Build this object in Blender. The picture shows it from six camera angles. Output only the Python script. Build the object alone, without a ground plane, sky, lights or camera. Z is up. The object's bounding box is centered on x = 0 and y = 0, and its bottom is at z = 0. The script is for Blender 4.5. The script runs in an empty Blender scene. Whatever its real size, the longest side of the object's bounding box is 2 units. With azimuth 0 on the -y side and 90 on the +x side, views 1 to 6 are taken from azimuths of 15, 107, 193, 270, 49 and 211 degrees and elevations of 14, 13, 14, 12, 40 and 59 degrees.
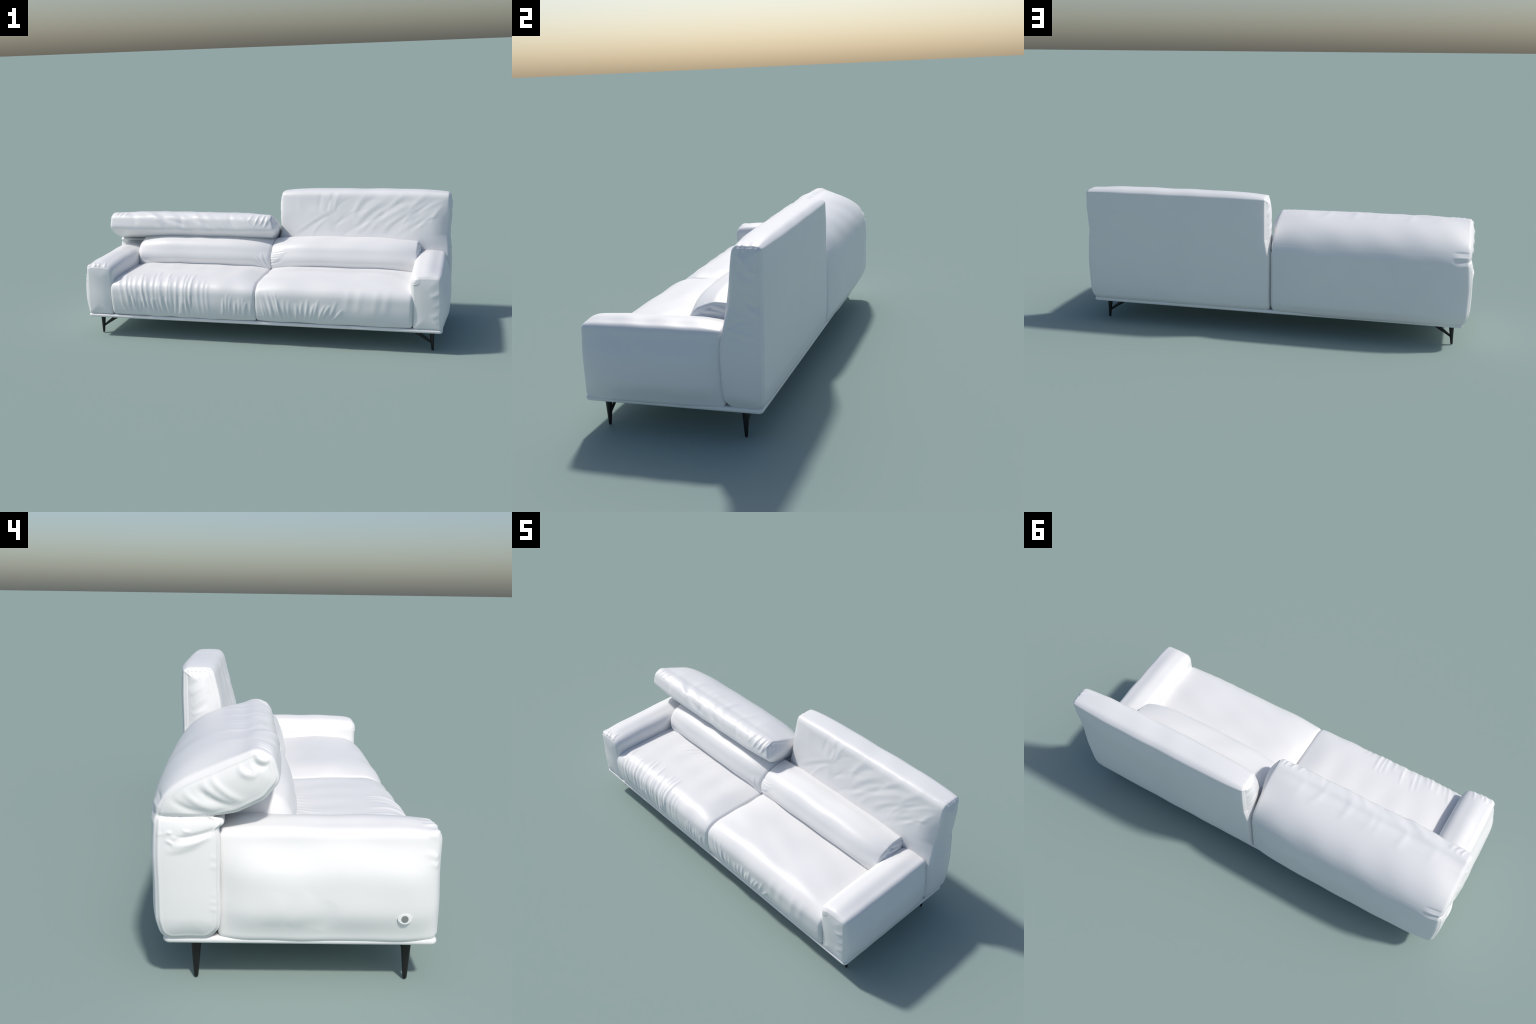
# White leather two-seat sofa: one headrest folded forward (left), one raised (right).
import bpy, math
import numpy as np
from mathutils import Vector, Matrix

STEP = 0.004          # mesh resolution of the upholstery, metres
NPROF = 460           # points round every cross-section


# ------------------------------------------------------------------ materials
def leather_material():
    m = bpy.data.materials.new("white_leather")
    m.use_nodes = True
    nt = m.node_tree
    b = nt.nodes["Principled BSDF"]
    tc = nt.nodes.new("ShaderNodeTexCoord")
    big = nt.nodes.new("ShaderNodeTexNoise")
    big.inputs["Scale"].default_value = 3.0
    big.inputs["Detail"].default_value = 2.0
    ramp = nt.nodes.new("ShaderNodeValToRGB")
    ramp.color_ramp.elements[0].position = 0.3
    ramp.color_ramp.elements[0].color = (0.79, 0.79, 0.79, 1)
    ramp.color_ramp.elements[1].position = 0.7
    ramp.color_ramp.elements[1].color = (0.805, 0.805, 0.805, 1)
    nt.links.new(tc.outputs["Object"], big.inputs["Vector"])
    nt.links.new(big.outputs["Fac"], ramp.inputs["Fac"])
    nt.links.new(ramp.outputs["Color"], b.inputs["Base Color"])
    b.inputs["Roughness"].default_value = 0.42
    b.inputs["Specular IOR Level"].default_value = 0.5
    return m


def plain_material(name, colour, rough, metallic=0.0):
    m = bpy.data.materials.new(name)
    m.use_nodes = True
    nt = m.node_tree
    b = nt.nodes["Principled BSDF"]
    tc = nt.nodes.new("ShaderNodeTexCoord")
    n = nt.nodes.new("ShaderNodeTexNoise")
    n.inputs["Scale"].default_value = 60.0
    ramp = nt.nodes.new("ShaderNodeValToRGB")
    ramp.color_ramp.elements[0].color = (*[c * 0.95 for c in colour], 1)
    ramp.color_ramp.elements[1].color = (*[c * 1.05 for c in colour], 1)
    nt.links.new(tc.outputs["Object"], n.inputs["Vector"])
    nt.links.new(n.outputs["Fac"], ramp.inputs["Fac"])
    nt.links.new(ramp.outputs["Color"], b.inputs["Base Color"])
    b.inputs["Roughness"].default_value = rough
    b.inputs["Metallic"].default_value = metallic
    return m


LEATHER = leather_material()
BLACK = plain_material("black_metal", (0.004, 0.004, 0.0045), 0.5)
GREY = plain_material("grey_metal", (0.2, 0.215, 0.21), 0.6)


# ------------------------------------------------------------------ 2D profiles
def smooth_periodic(x, n):
    """n passes of a 1-2-1 filter along a closed line."""
    for _ in range(n):
        x = 0.25 * np.roll(x, 1, 0) + 0.5 * x + 0.25 * np.roll(x, -1, 0)
    return x


def rounded_polygon(ctrl, n, relax, soft=230):
    """ctrl: (a, b, fillet radius, puff). Returns points (n,2), puff (n,), arc length (n,)."""
    pts, puff = [], []
    k = len(ctrl)
    for i in range(k):
        p = np.array(ctrl[i][:2])
        q0, q1 = np.array(ctrl[i - 1][:2]), np.array(ctrl[(i + 1) % k][:2])
        r = ctrl[i][2]
        d0, d1 = q0 - p, q1 - p
        l0, l1 = np.linalg.norm(d0), np.linalg.norm(d1)
        d0, d1 = d0 / l0, d1 / l1
        half = 0.5 * math.acos(max(-1, min(1, float(d0 @ d1))))
        t = min(r / max(math.tan(half), 1e-3), 0.48 * l0, 0.48 * l1)
        a, b = p + d0 * t, p + d1 * t
        for j in range(9):
            s = j / 8
            pts.append((1 - s) ** 2 * a + 2 * s * (1 - s) * p + s * s * b)
            puff.append(ctrl[i][3])
    pts = np.array(pts)
    puff = np.array(puff)
    closed = np.vstack([pts, pts[:1]])
    pf = np.append(puff, puff[0])
    L = np.append(0, np.cumsum(np.linalg.norm(np.diff(closed, axis=0), axis=1)))
    s = np.arange(n) * L[-1] / n
    P = np.stack([np.interp(s, L, closed[:, 0]), np.interp(s, L, closed[:, 1])], 1)
    F = np.interp(s, L, pf)
    return smooth_periodic(P, relax), smooth_periodic(F[:, None], soft)[:, 0], s


def nearest_on_polyline(P, line):
    line = np.array(line, float)
    best, dist = np.zeros_like(P), np.full(len(P), 1e9)
    for a, b in zip(line[:-1], line[1:]):
        d = b - a
        t = np.clip(((P - a) @ d) / (d @ d), 0, 1)
        q = a + t[:, None] * d
        e = np.linalg.norm(P - q, axis=1)
        m = e < dist
        best[m], dist[m] = q[m], e[m]
    return best


def fold_height(U, S, strokes):
    """Sum of soft folds. Stroke: (u0, s0, u1, s1, bow, width, height, taper)."""
    H = np.zeros(U.shape)
    for (u0, s0, u1, s1, bow, w, h, taper) in strokes:
        a, b = np.array([u0, s0]), np.array([u1, s1])
        d = b - a
        L = np.linalg.norm(d)
        if L < 1e-6:
            continue
        d = d / L
        nrm = np.array([-d[1], d[0]])
        pad = 4 * w + abs(bow)
        m = ((U > min(u0, u1) - pad) & (U < max(u0, u1) + pad) & (S > min(s0, s1) - pad) & (S < max(s0, s1) + pad))
        if not m.any():
            continue
        x, y = U[m] - u0, S[m] - s0
        t = (x * d[0] + y * d[1]) / L
        off = x * nrm[0] + y * nrm[1] - bow * 4 * t * (1 - t)
        tt = np.clip(t, 0, 1)
        if taper == "both":
            env = np.sin(np.pi * tt) ** 0.8
        elif taper == "start":
            env = np.cos(0.5 * np.pi * tt) * np.clip(t * L / 0.004 + 1, 0, 1)
        elif taper == "end":
            env = np.sin(0.5 * np.pi * tt)
        else:
            env = np.ones_like(tt)
        out = np.where(t < 0, -t * L, np.where(t > 1, (t - 1) * L, 0))
        env = env * np.exp(-(out / w) ** 2)
        q = off / w
        H[m] += h * env * np.exp(-q * q)
    return H


def waves(P, seed, scale, amp):
    """Smooth low-frequency unevenness made of a few random plane waves."""
    r = np.random.default_rng(seed)
    H = np.zeros(P.shape[:-1])
    for _ in range(7):
        k = r.normal(size=3)
        k *= scale * r.uniform(0.6, 1.5) / np.linalg.norm(k)
        H += np.sin(P @ k * 2 * np.pi + r.uniform(0, 6.28))
    return amp * H / 2.6


def grid_normals(V):
    du = np.gradient(V, axis=0)
    dv = np.roll(V, -1, 1) - np.roll(V, 1, 1)
    n = np.cross(du, dv)
    l = np.linalg.norm(n, axis=-1, keepdims=True)
    bad = l[..., 0] < 1e-12
    n = n / np.maximum(l, 1e-12)
    return n, bad


class Upholstery:
    """A stuffed skin: closed cross-section lofted along an axis, with puffed middle,
    rounded and pillowed ends, seams and folds."""

    def __init__(self, ctrl, axis, u0, u1, spine, relax=3, puff_power=4.0, cap=(0.012, 0.012), bulge=(0.01, 0.01),
                 spine_t=None, soft=230):
        self.axis = axis
        self.P, self.puff, self.s = rounded_polygon(ctrl, NPROF, relax, soft)
        self.core = None
        if spine_t:                                     # which point of the core each control point faces
            f = smooth_periodic(rounded_polygon([(*q[:3], t) for q, t in zip(ctrl, spine_t)], NPROF, relax, 58)[1][:, None], 0)[:, 0]
            line = np.array(spine, float)
            L = np.append(0, np.cumsum(np.linalg.norm(np.diff(line, axis=0), axis=1)))
            self.core = np.stack([np.interp(f * L[-1], L, line[:, k]) for k in (0, 1)], 1)
        self.u0, self.u1, self.spine = u0, u1, spine
        self.pp, self.cap, self.bulge = puff_power, cap, bulge
        self.strokes, self.cap_strokes = [], []

    def S(self, a, b):
        """Arc length of the profile point nearest to (a, b)."""
        return self.s[np.argmin((self.P[:, 0] - a) ** 2 + (self.P[:, 1] - b) ** 2)]

    def fold(self, u0, ab0, u1, ab1, bow=0.0, w=0.007, h=0.003, taper="both"):
        self.strokes.append((u0, self.S(*ab0), u1, self.S(*ab1), bow, w, h, taper))

    def seam_along(self, a, b, h=-0.0012, w=0.003):
        s = self.S(a, b)
        self.strokes.append((self.u0 - 0.02, s, self.u1 + 0.02, s, 0, w, h, "none"))

    def cap_fold(self, side, a0, b0, a1, b1, bow=0.0, w=0.006, h=0.003, taper="both"):
        self.cap_strokes.append((side, (a0, b0, a1, b1, bow, w, h, taper)))

    def warp(self, A, B, U, t):
        return A, B, U

    def build(self, seed, uneven=0.0010, cap_seam=0.0012):
        P, n = self.P, NPROF
        tang = np.roll(P, -1, 0) - np.roll(P, 1, 0)
        tang /= np.linalg.norm(tang, axis=1)[:, None]
        nrm = np.stack([tang[:, 1], -tang[:, 0]], 1)       # outward for counter-clockwise profiles
        M = nearest_on_polyline(P, self.spine) if self.core is None else self.core
        toM = M - P
        dM = np.maximum(np.linalg.norm(toM, axis=1), 1e-6)
        dirM = toM / dM[:, None]
        nb = max(4, int((self.u1 - self.u0 - self.cap[0] - self.cap[1]) / STEP))
        ub = np.linspace(self.u0 + self.cap[0], self.u1 - self.cap[1], nb)
        rings, UU, seam, side = [], [], [], []

        def cap_rings(sign, end, rc, bul):
            out = []
            nr = max(5, int(rc / 0.0022))
            for i in range(1, nr + 1):
                th = 0.5 * math.pi * i / nr
                ins = np.minimum(rc * (1 - math.cos(th)), 0.9 * dM)
                Q = P + dirM * ins[:, None]
                u = end - sign * rc * (1 - math.sin(th))
                out.append((Q, np.full(n, u), end - sign * rc + sign * np.full(n, rc * th), rc * th - rc * 0.9, sign))
            nf = 22
            ins0 = np.minimum(rc, 0.9 * dM)
            for i in range(1, nf + 1):
                f = i / nf
                ins = ins0 + (dM - ins0) * f
                Q = P + dirM * ins[:, None]
                u = end + sign * bul * (1 - (1 - f) ** 2.2)
                out.append((Q, np.full(n, u), end + sign * (0.57 * rc + (ins - ins0)), rc * 0.67 + float(np.median(ins - ins0)), sign))
            return out

        lo = cap_rings(-1, self.u0, self.cap[0], self.bulge[0])[::-1]
        hi = cap_rings(1, self.u1, self.cap[1], self.bulge[1])
        body = [(P, np.full(n, u), np.full(n, u), -1.0, 0) for u in ub]
        allr = lo + body + hi
        AB = np.stack([r[0] for r in allr])
        U = np.stack([r[1] for r in allr])
        UW = np.stack([r[2] for r in allr])
        seam = np.array([r[3] for r in allr])[:, None]
        side = np.array([r[4] for r in allr])[:, None]
        t = np.clip((U - self.u0) / (self.u1 - self.u0), 0, 1)
        env = 1 - np.abs(2 * t - 1) ** self.pp
        AB = AB + (nrm * self.puff[:, None])[None] * env[..., None]
        A, B, U = self.warp(AB[..., 0], AB[..., 1], U, t)
        W = self.to_world(A, B, U)
        N, bad = grid_normals(W)
        c = W.mean((0, 1))
        if np.mean(np.sum(N * (W - c), -1)) < 0:
            N = -N
        self.flip = None
        S = np.broadcast_to(self.s[None], U.shape)
        H = fold_height(UW, S, self.strokes)
        for sd, st in self.cap_strokes:
            h = fold_height(A, B, [st])
            wgt = np.where(side == sd, np.clip((seam + 0.004) / 0.012, 0, 1), 0)
            H += h * wgt
        if cap_seam:
            H += np.where(side != 0, -cap_seam * np.exp(-(seam / 0.0022) ** 2) + 0.5 * cap_seam * np.exp(-((seam - 0.005) / 0.0025) ** 2), 0)
        H += waves(W, seed, 6.0, uneven)
        H = np.where(bad, 0, H)
        W = W + N * H[..., None]
        self.V = W
        return W

    def to_world(self, A, B, U):
        return np.stack([U, A, B], -1) if self.axis == "x" else np.stack([A, U, B], -1)


# ------------------------------------------------------------------ objects
def link(ob, parent=None):
    bpy.context.scene.collection.objects.link(ob)
    if parent:
        ob.parent = parent
    return ob


def grid_faces(R, N):
    i, j = np.meshgrid(np.arange(R - 1), np.arange(N), indexing="ij")
    j2 = (j + 1) % N
    return np.stack([i * N + j, i * N + j2, (i + 1) * N + j2, (i + 1) * N + j], -1).reshape(-1, 4)


def mesh_from(V, F, name):
    me = bpy.data.meshes.new(name)
    me.vertices.add(len(V))
    me.vertices.foreach_set("co", V.astype(np.float32).ravel())
    me.loops.add(F.size)
    me.loops.foreach_set("vertex_index", F.astype(np.int32).ravel())
    me.polygons.add(len(F))
    me.polygons.foreach_set("loop_start", np.arange(0, F.size, 4, dtype=np.int32))
    me.polygons.foreach_set("use_smooth", np.ones(len(F), bool))
    me.update(calc_edges=True)
    return me


def skin_objects(W, regions, parent, mat):
    """Build one skin; regions: [(name, test(face centres)->bool)], all share the skin's normals."""
    R, N, _ = W.shape
    V = W.reshape(-1, 3)
    F = grid_faces(R, N)
    cen = V.mean(0)
    fn = np.cross(V[F[:, 2]] - V[F[:, 0]], V[F[:, 3]] - V[F[:, 1]])
    fc = V[F].mean(1)
    if np.sum(fn * (fc - cen)) < 0:
        F, fn = F[:, ::-1], -fn
    vn = np.zeros_like(V)
    for k in range(4):
        np.add.at(vn, F[:, k], fn)
    vn /= np.maximum(np.linalg.norm(vn, axis=1), 1e-12)[:, None]
    out, left = [], np.ones(len(F), bool)
    for name, test in regions:
        m = left & (test(fc) if test else True)
        left &= ~m
        f = F[m]
        used, inv = np.unique(f, return_inverse=True)
        me = mesh_from(V[used], inv.reshape(f.shape), name)
        if len(regions) > 1:
            me.normals_split_custom_set_from_vertices(vn[used].tolist())
        me.materials.append(mat)
        out.append(link(bpy.data.objects.new(name, me), parent))
    return out


def loft_mesh(name, rings, mat, parent, smooth=True, sharp=35):
    """Closed tube through rings of equal point count, ends capped."""
    n = len(rings[0])
    V = [p for r in rings for p in r]
    F = [[i * n + j, i * n + (j + 1) % n, (i + 1) * n + (j + 1) % n, (i + 1) * n + j] for i in range(len(rings) - 1) for j in range(n)]
    F += [list(range(n))[::-1], [(len(rings) - 1) * n + j for j in range(n)]]
    me = bpy.data.meshes.new(name)
    me.from_pydata(V, [], F)
    me.update()
    import bmesh
    bm = bmesh.new()
    bm.from_mesh(me)
    bmesh.ops.recalc_face_normals(bm, faces=bm.faces)
    bm.to_mesh(me)
    bm.free()
    if smooth:
        me.shade_smooth()
        me.set_sharp_from_angle(angle=math.radians(sharp))
    me.materials.append(mat)
    return link(bpy.data.objects.new(name, me), parent)


sofa = bpy.data.objects.new("sofa", None)
sofa["label"] = "white leather two-seat sofa, one headrest folded, one raised"
sofa["category"] = "sofa"
link(sofa)
rng = np.random.default_rng(7)


# ------------------------------------------------------------------ base plate
def rounded_rect(x0, x1, y0, y1, r, z, inset, k=8):
    pts = []
    for cx, cy, a0 in ((x1 - r, y1 - r, 0), (x0 + r, y1 - r, 90), (x0 + r, y0 + r, 180), (x1 - r, y0 + r, 270)):
        for i in range(k + 1):
            a = math.radians(a0 + 90 * i / k)
            pts.append((cx + (r - inset) * math.cos(a), cy + (r - inset) * math.sin(a), z))
    return pts


rings = []
for i in range(9):
    th = math.pi * i / 8
    rings.append(rounded_rect(-0.9665, 0.9665, -0.358, 0.333, 0.018, 0.1205 - 0.0095 * math.cos(th), 0.0085 * (1 - math.sin(th))))
loft_mesh("base_plate", rings, LEATHER, sofa, sharp=60)


# ------------------------------------------------------------------ legs
def leg_mesh():
    rings = []
    for z, cx, rx, ry in ((0.116, 0.911, 0.0135, 0.0140), (0.09, 0.9115, 0.0122, 0.0126), (0.045, 0.9135, 0.0090, 0.0092),
                          (0.003, 0.916, 0.006, 0.0057), (0.0, 0.916, 0.0048, 0.0046)):
        rings.append([(cx + rx * math.cos(a), ry * math.sin(a), z) for a in np.linspace(0, 2 * math.pi, 20, endpoint=False)])
    return rings


def strut_mesh():
    """Tapered bar from the foot of the leg up to the plate."""
    rings = []
    for x, z, hz, hy in ((0.9095, 0.0405, 0.0052, 0.0035), (0.876, 0.0655, 0.0078, 0.005), (0.843, 0.088, 0.010, 0.007), (0.806, 0.113, 0.0125, 0.008)):
        d = Vector((-0.81, 0, 0.59))
        up = Vector((0.59, 0, 0.81))
        rings.append([tuple(Vector((x, 0, z)) + up * (hz * 1.0 * math.cos(a)) + Vector((0, hy * math.sin(a), 0)))
                      for a in np.linspace(0, 2 * math.pi, 12, endpoint=False)])
    return rings


leg0 = strut0 = None
for sx, y in ((-1, -0.289), (1, -0.289), (1, 0.252), (-1, 0.252)):
    if leg0 is None:
        leg0 = loft_mesh("leg", leg_mesh(), BLACK, sofa, sharp=50)
        strut0 = loft_mesh("strut", strut_mesh(), BLACK, leg0, sharp=50)
        leg, strut = leg0, strut0
    else:
        leg, strut = leg0.copy(), strut0.copy()
        link(leg, sofa)
        link(strut, leg)
    leg.location = (0, y, 0)
    leg.rotation_euler = (0, 0, 0 if sx > 0 else math.pi)

# ------------------------------------------------------------------ seat cushions
SEAT = [  # counter-clockwise in (y, z): a, b, fillet, puff
    (0.150, 0.132, 0.02, 0.0), (0.150, 0.318, 0.02, 0.010), (-0.02, 0.320, 0.3, 0.014), (-0.18, 0.325, 0.3, 0.034),
    (-0.310, 0.329, 0.12, 0.021), (-0.368, 0.300, 0.07, 0.006), (-0.370, 0.22, 0.3, 0.008), (-0.361, 0.150, 0.06, 0.005), (-0.352, 0.131, 0.010, 0.002)]
SEAT_SPINE = [(-0.27, 0.225), (0.06, 0.225)]


def seat(u0, u1, seed, folds, crown, rear=0.0):
    prof = [(a, b, r, p * crown + (rear if -0.1 < a < 0.2 else 0) if b > 0.31 else p) for a, b, r, p in SEAT]
    c = Upholstery(prof, "x", u0, u1, SEAT_SPINE, relax=19, puff_power=6, cap=(0.016, 0.016), bulge=(0.0, 0.0))
    folds(c)
    return skin_objects(c.build(seed, 0.0015, 0), [("seat_cushion", None)], sofa, LEATHER)


def left_seat_folds(c):
    r = np.random.default_rng(11)
    x = -0.785
    while x < -0.34:                                     # long folds over the front edge
        lean = 0.045 * (1 - (x + 0.785) / 0.35)
        top, low = r.uniform(-0.31, -0.22), r.uniform(0.15, 0.22)
        w, h = r.uniform(0.007, 0.011), r.uniform(0.0022, 0.005)
        c.fold(x - 0.012, (top, 0.35), x + lean, (-0.372, low), r.uniform(-0.014, 0.006), w, h)
        if r.random() < 0.7:                             # pinched valley beside the fold
            c.fold(x + lean + 0.012, (-0.375, r.uniform(0.22, 0.27)), x + lean + r.uniform(-0.004, 0.022), (-0.36, 0.143), r.uniform(-0.006, 0.006), 0.0065, -r.uniform(0.002, 0.0045))
        if r.random() < 0.45:                            # forked lower end
            c.fold(x + lean * 0.6, (-0.375, 0.25), x + lean + 0.016, (-0.36, 0.15), 0.004, 0.006, r.uniform(0.002, 0.0035))
        x += r.uniform(0.022, 0.038)
    for x in (-0.315, -0.285, -0.262):
        c.fold(x, (r.uniform(-0.35, -0.30), 0.34), x + 0.01, (-0.36, 0.16), 0.004, 0.009, r.uniform(0.0012, 0.0028))
    x = -0.18
    while x < -0.02:                                     # short folds by the centre seam
        c.fold(x + 0.010, (-0.375, r.uniform(0.24, 0.30)), x, (-0.36, r.uniform(0.145, 0.16)), r.uniform(-0.008, 0.006), r.uniform(0.006, 0.008), r.uniform(0.002, 0.004))
        x += r.uniform(0.016, 0.027)
    for i, x in enumerate(np.linspace(-0.52, -0.27, 7)):   # faint folds running forward from the lumbar cushion
        c.fold(x, (0.0, 0.33), x - 0.085, (-0.10 + 0.008 * i, 0.34), 0.012, 0.009, r.uniform(0.0012, 0.0026))


def right_seat_folds(c):
    r = np.random.default_rng(12)
    for x in np.linspace(0.02, 0.105, 6):
        x += r.uniform(-0.004, 0.004)
        c.fold(x, (-0.37, r.uniform(0.28, 0.31)), x + 0.035, (-0.36, 0.148), r.uniform(-0.008, -0.002), 0.006, r.uniform(0.0025, 0.0042))
    for i, x in enumerate(np.linspace(0.135, 0.45, 12)):
        lean = 0.012 - 0.055 * i / 11
        x += r.uniform(-0.006, 0.006)
        c.fold(x - lean * 0.5, (-0.38, r.uniform(0.22, 0.28)), x + lean, (-0.36, r.uniform(0.145, 0.16)), r.uniform(-0.006, 0.006), 0.0075, r.uniform(0.002, 0.004))
    for x in (0.50, 0.56, 0.645, 0.70):
        c.fold(x, (-0.35, 0.33), x - 0.02, (-0.37, 0.20), 0.0, 0.018, 0.0018)


seat(-0.0015, 0.818, 1, right_seat_folds, 1.15, 0.006)
seat(-0.818, 0.0015, 2, left_seat_folds, 0.8, 0.008)

# ------------------------------------------------------------------ lumbar cushions
LUMBAR = [(0.012, 0.300, 0.02, 0.0), (0.20, 0.300, 0.02, 0.0), (0.206, 0.43, 0.02, 0.002), (0.174, 0.465, 0.025, 0.010), (0.11, 0.462, 0.05, 0.032),
          (0.040, 0.436, 0.05, 0.040), (0.008, 0.388, 0.05, 0.030), (0.006, 0.335, 0.04, 0.002)]
LUMBAR_SPINE = [(0.10, 0.37), (0.12, 0.39)]


def right_lumbar(c):
    r = np.random.default_rng(21)
    for z in (0.345, 0.362, 0.38, 0.395, 0.41, 0.425):
        c.fold(0.0, (0.0, z), r.uniform(0.05, 0.10), (0.0, z + r.uniform(0.012, 0.04)), 0.004, 0.0055, r.uniform(0.003, 0.0045), "start")
    for x in (0.735, 0.752, 0.77):
        c.fold(x, (0.0, 0.37), x - 0.008, (0.0, 0.33), 0, 0.005, 0.0025)
    for i, b in enumerate((0.335, 0.36, 0.385, 0.41, 0.43, 0.445)):
        a = 0.02 + max(0, b - 0.385) * 1.5
        h = r.uniform(0.004, 0.007)
        c.cap_fold(1, a, b, a + 0.08, b - r.uniform(0.0, 0.03), 0.005, 0.006, h, "start")
        c.cap_fold(1, a + 0.01, b + 0.012, a + 0.09, b - 0.01, 0.004, 0.005, -h * 0.8, "start")
        c.fold(0.812, (a, b), 0.79, (a - 0.002, b + 0.006), 0, 0.005, r.uniform(-0.002, 0.003), "start")


def left_lumbar(c):
    r = np.random.default_rng(22)
    for i, x in enumerate(np.linspace(-0.10, -0.018, 7)):
        c.fold(-0.002 - 0.003 * (7 - i), (0.005, 0.322), x * 1.15, (0.01, 0.368 + 0.012 * i), r.uniform(-0.006, 0.002), 0.006, r.uniform(0.002, 0.0034))
    for i, x in enumerate(np.linspace(-0.795, -0.74, 5)):
        c.fold(x, (0.01, 0.36 - 0.002 * i), x + 0.045, (0.0, 0.332), 0.004, 0.005, 0.003)


for u0, u1, seed, fn, capr, bul in ((-0.001, 0.812, 3, right_lumbar, (0.014, 0.008), (0.0, 0.014)),
                                    (-0.812, 0.001, 4, left_lumbar, (0.045, 0.012), (0.0, 0.0))):
    c = Upholstery(LUMBAR, "x", u0, u1, LUMBAR_SPINE, relax=45, puff_power=4, cap=capr, bulge=bul)
    fn(c)
    skin_objects(c.build(seed, 0.001, 0.0012 if seed == 3 else 0), [("lumbar_cushion", None)], sofa, LEATHER)


# ------------------------------------------------------------------ armrests
def arm_profile(sx):
    k = 1.0 if sx > 0 else 1.08
    prof = [(0.962, 0.128, 0.010, 0.010), (0.962, 0.20, 0.1, 0.034 * k), (0.960, 0.30, 0.1, 0.034 * k), (0.955, 0.404, 0.022, 0.007), (0.885, 0.408, 0.2, 0.018),
            (0.809, 0.401, 0.045, 0.012), (0.811, 0.31, 0.1, 0.011), (0.818, 0.22, 0.1, 0.004), (0.818, 0.128, 0.01, 0.0)]
    return prof if sx > 0 else [(-a, b, r, p) for a, b, r, p in prof[::-1]]


def armrest(sx, seed):
    c = Upholstery(arm_profile(sx), "y", -0.359, 0.195, [(sx * 0.887, 0.20), (sx * 0.883, 0.335)], relax=8, puff_power=7, cap=(0.020, 0.012), bulge=(0.004, 0.0))
    r = np.random.default_rng(30 + seed)
    if sx < 0:
        for i in range(4):                              # puckers at the front top edge
            x = -0.938 + 0.030 * i + r.uniform(-0.008, 0.008)
            c.fold(-0.352, (x, 0.41), r.uniform(-0.325, -0.295), (x - 0.014, 0.415), 0.004, r.uniform(0.006, 0.009), r.uniform(0.0025, 0.005), "start")
        for z in (0.395, 0.345, 0.322):
            c.fold(-0.345, (-0.96, z), r.uniform(-0.322, -0.305), (-0.965, z + 0.012), 0, r.uniform(0.006, 0.009), r.uniform(0.0015, 0.003), "start")
        for (y0, z0, y1, z1, h) in ((-0.03, 0.26, 0.02, 0.17, 0.002), (-0.08, 0.24, -0.05, 0.16, -0.0018), (0.05, 0.26, 0.07, 0.17, 0.0015)):
            c.fold(y0, (-0.965, z0), y1, (-0.965, z1), 0.012, 0.022, h)
        c.fold(0.0, (-0.82, 0.36), -0.25, (-0.82, 0.33), -0.01, 0.02, 0.004)
    else:
        for i in range(3):
            c.cap_fold(-1, 0.815, 0.39 - 0.012 * i, 0.855, 0.398 - 0.008 * i, -0.006, 0.0045, 0.003, "start")
        for b in (0.315, 0.262, 0.205, 0.175):
            c.cap_fold(-1, 0.957, b + 0.015, r.uniform(0.89, 0.92), b - 0.012, 0.004, r.uniform(0.010, 0.016), r.uniform(0.001, 0.0025))
    return skin_objects(c.build(seed, 0.0010, 0.0007), [("armrest", None)], sofa, LEATHER)[0]


armrest(1, 5)
arm_left = armrest(-1, 6)


# socket on the outer face of the left armrest: an eye-shaped rim round a grey disc
def disc(name, rx, ry, steps, mat, parent, power=1.0):
    rings = []
    for x, k in steps:
        ring = []
        for a in np.linspace(0, 2 * math.pi, 48, endpoint=False):
            s = math.sin(a)
            ring.append((x, -0.266 + rx * k * math.cos(a), 0.194 + ry * k * math.copysign(abs(s) ** power, s)))
        rings.append(ring)
    return loft_mesh(name, rings, mat, parent, sharp=40)


arm_v = np.array([v.co[:] for v in arm_left.data.vertices])
RIM_X = float(arm_v[(np.abs(arm_v[:, 1] + 0.266) < 0.02) & (np.abs(arm_v[:, 2] - 0.194) < 0.012), 0].min()) - 0.0012
rim = disc("socket_rim", 0.0185, 0.0138, ((-0.970, 1.0), (RIM_X + 0.002, 1.0), (RIM_X, 0.95), (RIM_X, 0.85)), LEATHER, arm_left, 1.25)
disc("socket_disc", 0.0088, 0.0088, ((-0.975, 1.0), (RIM_X - 0.0006, 1.0), (RIM_X - 0.001, 0.95)), GREY, rim)

# ------------------------------------------------------------------ right backrest, headrest raised
BACK_UP = [(0.215, 0.126, 0.03, 0.002), (0.340, 0.126, 0.035, 0.004), (0.348, 0.20, 0.1, 0.008), (0.352, 0.42, 0.3, 0.014), (0.356, 0.62, 0.1, 0.026), (0.357, 0.710, 0.018, 0.015),
           (0.30, 0.711, 0.1, 0.022), (0.255, 0.711, 0.048, 0.014), (0.230, 0.60, 0.3, 0.018), (0.207, 0.46, 0.3, 0.034), (0.190, 0.34, 0.1, 0.010), (0.188, 0.20, 0.1, 0.002),
           (0.190, 0.155, 0.03, 0.0)]
c = Upholstery(BACK_UP, "x", 0.003, 0.974, [(0.265, 0.20), (0.28, 0.42), (0.30, 0.66)], relax=8, puff_power=5.0, cap=(0.014, 0.014), bulge=(0.014, 0.008))


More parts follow.
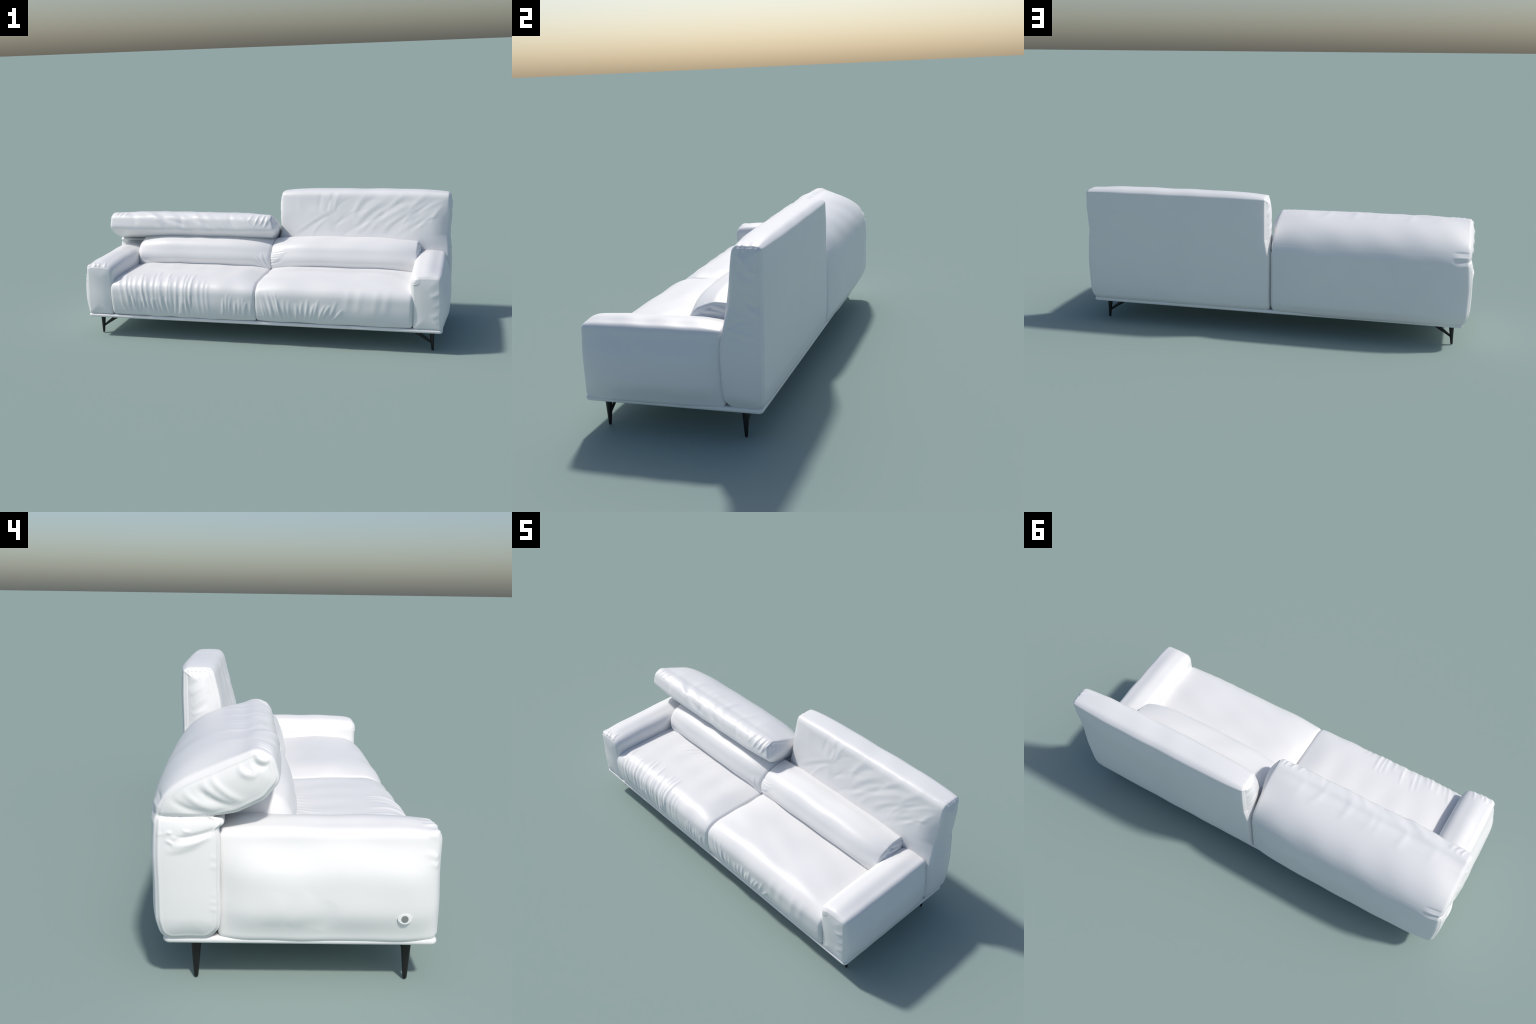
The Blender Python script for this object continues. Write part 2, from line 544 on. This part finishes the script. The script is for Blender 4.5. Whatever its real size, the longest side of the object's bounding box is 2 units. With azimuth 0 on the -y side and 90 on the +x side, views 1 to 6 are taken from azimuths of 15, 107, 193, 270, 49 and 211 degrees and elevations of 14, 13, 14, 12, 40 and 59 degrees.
def side_wave(A, B, U, t):
    """The side panels bow out below the headrest joint and are nipped in at it."""
    z = B
    prof = 0.008 * np.exp(-((z - 0.30) / 0.12) ** 2) - 0.004 * np.exp(-((z - 0.495) / 0.035) ** 2) + 0.004 * np.exp(-((z - 0.62) / 0.05) ** 2)
    prof = prof - 0.012 * np.clip((0.19 - z) / 0.06, 0, 1) ** 2
    right = np.clip((t - 0.9) / 0.1, 0, 1) ** 2
    left = np.clip((0.06 - t) / 0.06, 0, 1) ** 2
    inner = 0.017 * np.clip((z - 0.42) / 0.08, 0, 1)
    wide = 0.04 + 0.10 * np.clip((0.70 - z) / 0.22, 0, 1)
    turn = np.clip((t - 1 + wide) / wide, 0, 1) ** 2 * np.clip((0.70 - z) / 0.16, 0, 1) * np.clip((z - 0.36) / 0.13, 0, 1) ** 1.5
    front = 0.5 * (1 - np.tanh((A - 0.27) / 0.02))
    return A + 0.021 * turn * front, B, U + prof * right + inner * left


c.warp = side_wave


def back_up_folds(c):
    def px(x, z):            # point on the front face
        return x, (0.20, z)
    lines = [  # x0, z0, x1, z1, bow, width, height
        (0.26, 0.73, 0.245, 0.61, 0.006, 0.016, -0.003), (0.295, 0.735, 0.30, 0.61, -0.012, 0.014, 0.003), (0.335, 0.73, 0.29, 0.61, 0.01, 0.014, -0.003),
        (0.365, 0.735, 0.33, 0.61, 0.008, 0.014, 0.003), (0.52, 0.73, 0.44, 0.58, 0.014, 0.018, 0.0035), (0.61, 0.71, 0.46, 0.60, 0.02, 0.018, -0.0035),
        (0.64, 0.70, 0.45, 0.54, 0.016, 0.018, 0.003), (0.67, 0.67, 0.47, 0.52, 0.022, 0.017, -0.0035), (0.62, 0.59, 0.45, 0.48, 0.014, 0.016, 0.003),
        (0.745, 0.735, 0.62, 0.60, 0.014, 0.017, 0.0035), (0.785, 0.70, 0.56, 0.55, 0.026, 0.018, -0.003), (0.79, 0.67, 0.52, 0.48, 0.03, 0.018, 0.0035),
        (0.86, 0.73, 0.74, 0.60, 0.012, 0.018, 0.004), (0.76, 0.61, 0.60, 0.50, 0.014, 0.017, 0.0035), (0.83, 0.63, 0.63, 0.50, 0.022, 0.016, -0.0035),
        (0.90, 0.69, 0.76, 0.54, 0.018, 0.017, -0.003), (0.915, 0.61, 0.80, 0.52, 0.012, 0.012, 0.003), (0.905, 0.585, 0.74, 0.49, 0.02, 0.012, -0.003),
        (0.94, 0.66, 0.87, 0.55, 0.01, 0.013, 0.003), (0.20, 0.64, 0.32, 0.50, -0.03, 0.024, 0.003), (0.12, 0.70, 0.16, 0.60, 0.01, 0.02, 0.0018)]
    for x0, z0, x1, z1, bow, w, h in lines:
        c.fold(x0, (0.20 if z0 < 0.71 else 0.25, z0), x1, (0.20, z1), bow, w * 0.85, h * 0.55)
    rr = np.random.default_rng(43)
    for x in np.linspace(0.30, 0.95, 16):                # fine long creases spread over the whole panel
        x += rr.uniform(-0.02, 0.02)
        z = rr.uniform(0.58, 0.70)
        c.fold(x, (0.22, z), x - rr.uniform(0.12, 0.26), (0.20, z - rr.uniform(0.10, 0.17)), rr.uniform(0.0, 0.03), rr.uniform(0.009, 0.014), rr.uniform(0.0006, 0.0014) * rr.choice([1, -1]))
    r = np.random.default_rng(41)
    for y, w, h in ((0.272, 0.009, 0.003), (0.296, 0.006, 0.0035), (0.325, 0.007, 0.0018)):   # puckers at the top corners
        c.fold(0.982, (y, 0.72), 0.982 - r.uniform(0.04, 0.08), (y - 0.015, 0.72), 0.003, w, h, "start")
        c.fold(0.010, (y - 0.008, 0.72), 0.010 + r.uniform(0.02, 0.05), (y - 0.004, 0.72), 0.002, w, 0.6 * h, "start")
    c.seam_along(0.3555, 0.702, 0.0022, 0.0035)
    for sd in (-1, 1):
        for b in np.linspace(0.66, 0.47, 9):              # slanting folds on the side panels
            a = r.uniform(0.25, 0.29)
            c.cap_fold(sd, a + 0.07, b - 0.02, a - 0.02 + 0.03, b + r.uniform(0.01, 0.035), r.uniform(-0.004, 0.006), r.uniform(0.007, 0.011), r.uniform(0.0015, 0.003) * r.choice([1, -1, 1]))
        for a in np.linspace(0.28, 0.34, 5):
            c.cap_fold(sd, a, 0.705, a - 0.005, 0.685, 0, 0.004, 0.0025, "start")
        c.cap_fold(sd, 0.215, 0.415, 0.33, 0.395, 0.004, 0.006, 0.003)
        c.cap_fold(sd, 0.215, 0.42, 0.31, 0.46, 0.006, 0.008, -0.0035)
        c.cap_fold(sd, 0.205, 0.41, 0.30, 0.37, 0.006, 0.008, -0.003)


back_up_folds(c)
skin_objects(c.build(7, 0.0008, 0.0022), [("headrest", lambda f: f[:, 2] > 0.485), ("backrest", None)], sofa, LEATHER)

# ------------------------------------------------------------------ left backrest, headrest folded forward
BACK_FOLD = [(0.215, 0.126, 0.03, 0.004), (0.333, 0.126, 0.035, 0.014), (0.346, 0.18, 0.08, 0.026), (0.350, 0.34, 0.2, 0.028), (0.348, 0.44, 0.08, 0.024),
             (0.336, 0.493, 0.06, 0.024), (0.276, 0.536, 0.15, 0.038), (0.20, 0.567, 0.2, 0.038), (0.103, 0.615, 0.036, 0.004), (0.062, 0.592, 0.03, 0.012), (0.046, 0.535, 0.030, 0.012),
             (0.083, 0.489, 0.04, 0.008), (0.150, 0.454, 0.05, 0.004), (0.187, 0.447, 0.02, 0.001), (0.215, 0.444, 0.002, 0.0), (0.185, 0.440, 0.008, 0.0), (0.176, 0.428, 0.008, 0.0),
             (0.195, 0.416, 0.006, 0.0), (0.189, 0.39, 0.03, 0.002), (0.188, 0.20, 0.1, 0.002), (0.190, 0.155, 0.03, 0.0)]
FACING = [0, 0, 0, 0.32, 0.5, 0.62, 0.72, 0.84, 1, 1, 1, 1, 0.82, 0.70, 0.58, 0.54, 0.51, 0.47, 0.42, 0, 0]
c = Upholstery(BACK_FOLD, "x", -0.984, -0.006, [(0.265, 0.20), (0.270, 0.40), (0.272, 0.452), (0.225, 0.500), (0.115, 0.556)], relax=4, puff_power=5.0,
               cap=(0.016, 0.016), bulge=(0.006, 0.010), spine_t=FACING, soft=78)


# the leather runs in one even sweep from the back panel over the top of the headrest
sweep = np.clip((c.P[:, 1] - (0.44 + (0.345 - c.P[:, 0]) * 0.55)) / 0.03, 0, 1) * np.clip((c.P[:, 0] - 0.13) / 0.04, 0, 1)
c.P = c.P + sweep[:, None] * (smooth_periodic(c.P, 260) + np.array([0.0015, 0.002]) - c.P)
c.puff = c.puff + sweep * (smooth_periodic(c.puff[:, None], 260)[:, 0] - c.puff)


def side_wave_left(A, B, U, t):
    z, y = B, A
    out = 0.010 * np.exp(-((z - 0.30) / 0.12) ** 2) - 0.012 * np.clip((0.19 - z) / 0.06, 0, 1) ** 2
    nip = 0.006 * np.exp(-((z - 0.445) / 0.02) ** 2)
    left = np.clip((0.1 - t) / 0.1, 0, 1) ** 2
    right = np.clip((t - 0.90) / 0.10, 0, 1) ** 2
    head = 0.024 * np.exp(-((z - 0.530) / 0.055) ** 2) * 0.5 * (1 + np.tanh((0.19 - y) / 0.05))
    swell = 0.003 * np.exp(-((z - 0.525) / 0.045) ** 2)
    return A, B, U - (out - nip + swell) * left + (head - 0.25 * nip) * right


c.warp = side_wave_left


def back_fold_folds(c):
    r = np.random.default_rng(51)
    x = -0.88
    while x < -0.12:                                      # slanting folds over the front of the headrest
        h = r.uniform(0.0012, 0.0032) * r.choice([1, 1, -1])
        a0, run = r.uniform(0.085, 0.15), r.uniform(0.03, 0.20)
        c.fold(x, (a0, 0.63), x + run, (0.045, r.uniform(0.50, 0.56)), r.uniform(-0.02, 0.02), r.uniform(0.012, 0.022), h)
        x += r.uniform(0.025, 0.075)
    for x0, x1, z1, h in ((-0.70, -0.50, 0.515, 0.004), (-0.66, -0.42, 0.51, -0.004), (-0.52, -0.36, 0.52, 0.0035), (-0.48, -0.30, 0.52, -0.003)):
        c.fold(x0, (0.06, 0.59), x1, (0.06, z1), -0.012, 0.014, h)      # long diagonals
    for x in np.linspace(-0.8, -0.15, 7):
        x += r.uniform(-0.04, 0.04)
        c.fold(x, (0.21, 0.585), x - r.uniform(0.0, 0.06), (0.10, 0.63), 0.01, 0.018, r.uniform(0.001, 0.0025))
    for x, z1, w, h in ((-0.135, 0.575, 0.007, 0.0025), (-0.098, 0.555, 0.006, 0.004), (-0.066, 0.56, 0.0055, 0.005), (-0.047, 0.545, 0.0045, 0.0055), (-0.033, 0.57, 0.004, 0.004)):
        c.fold(x + 0.022, (0.10, r.uniform(0.607, 0.62)), x - 0.004, (0.05, z1), -0.006, w, h)   # strong puckers at the inner end
    for x, w, h in ((-0.955, 0.005, 0.004), (-0.936, 0.007, 0.0035), (-0.897, 0.010, 0.0025)):
        c.fold(x, (0.07, 0.585), x + r.uniform(0.01, 0.03), (0.108, 0.615), 0.003, w, h)
    for x in (-0.965, -0.955):                            # creases at the hinge, outer back corner
        for z, h in ((0.452, -0.0025), (0.472, 0.0018), (0.43, 0.0015), (0.495, -0.0015)):
            c.fold(x - 0.02, (0.35, z), x + 0.06, (0.35, z - 0.008), 0, 0.006, h)
    for sd in (-1, 1):
        c.cap_fold(sd, 0.345, 0.4445, 0.18, 0.4435, 0, 0.005, -0.008, "none")
        c.cap_fold(sd, 0.20, 0.414, 0.30, 0.392, -0.004, 0.006, -0.008)
        c.cap_fold(sd, 0.21, 0.40, 0.31, 0.372, -0.004, 0.007, 0.005)
        c.cap_fold(sd, 0.23, 0.385, 0.32, 0.36, -0.004, 0.008, 0.003)
        for _ in range(7):
            a, b = r.uniform(0.27, 0.33), r.uniform(0.375, 0.415)
            c.cap_fold(sd, a, b, a + r.uniform(-0.03, 0.03), b + r.uniform(-0.015, 0.015), 0.002, 0.004, r.uniform(0.0015, 0.003))
        for (a0, b0, a1, b1, h) in ((0.28, 0.51, 0.19, 0.462, 0.004), (0.25, 0.52, 0.15, 0.472, -0.005), (0.215, 0.545, 0.13, 0.485, 0.004),
                                    (0.31, 0.49, 0.22, 0.455, -0.004), (0.235, 0.535, 0.16, 0.478, 0.003), (0.115, 0.592, 0.075, 0.572, -0.006), (0.11, 0.60, 0.07, 0.585, 0.005), (0.15, 0.57, 0.10, 0.55, 0.004)):
            c.cap_fold(sd, a0, b0, a1, b1, 0.008, 0.009, h if sd < 0 else 0.3 * h)
        for b in (0.34, 0.32, 0.25, 0.23, 0.21):
            c.cap_fold(sd, 0.192, b, 0.215, b + r.uniform(0.0, 0.012), 0, 0.007, r.uniform(0.0006, 0.0016))


back_fold_folds(c)
skin_objects(c.build(8, 0.0010, 0.0022),
             [("headrest", lambda f: (f[:, 2] > 0.4455) | ((f[:, 1] < 0.215) & (f[:, 2] > 0.444))), ("backrest", None)], sofa, LEATHER)
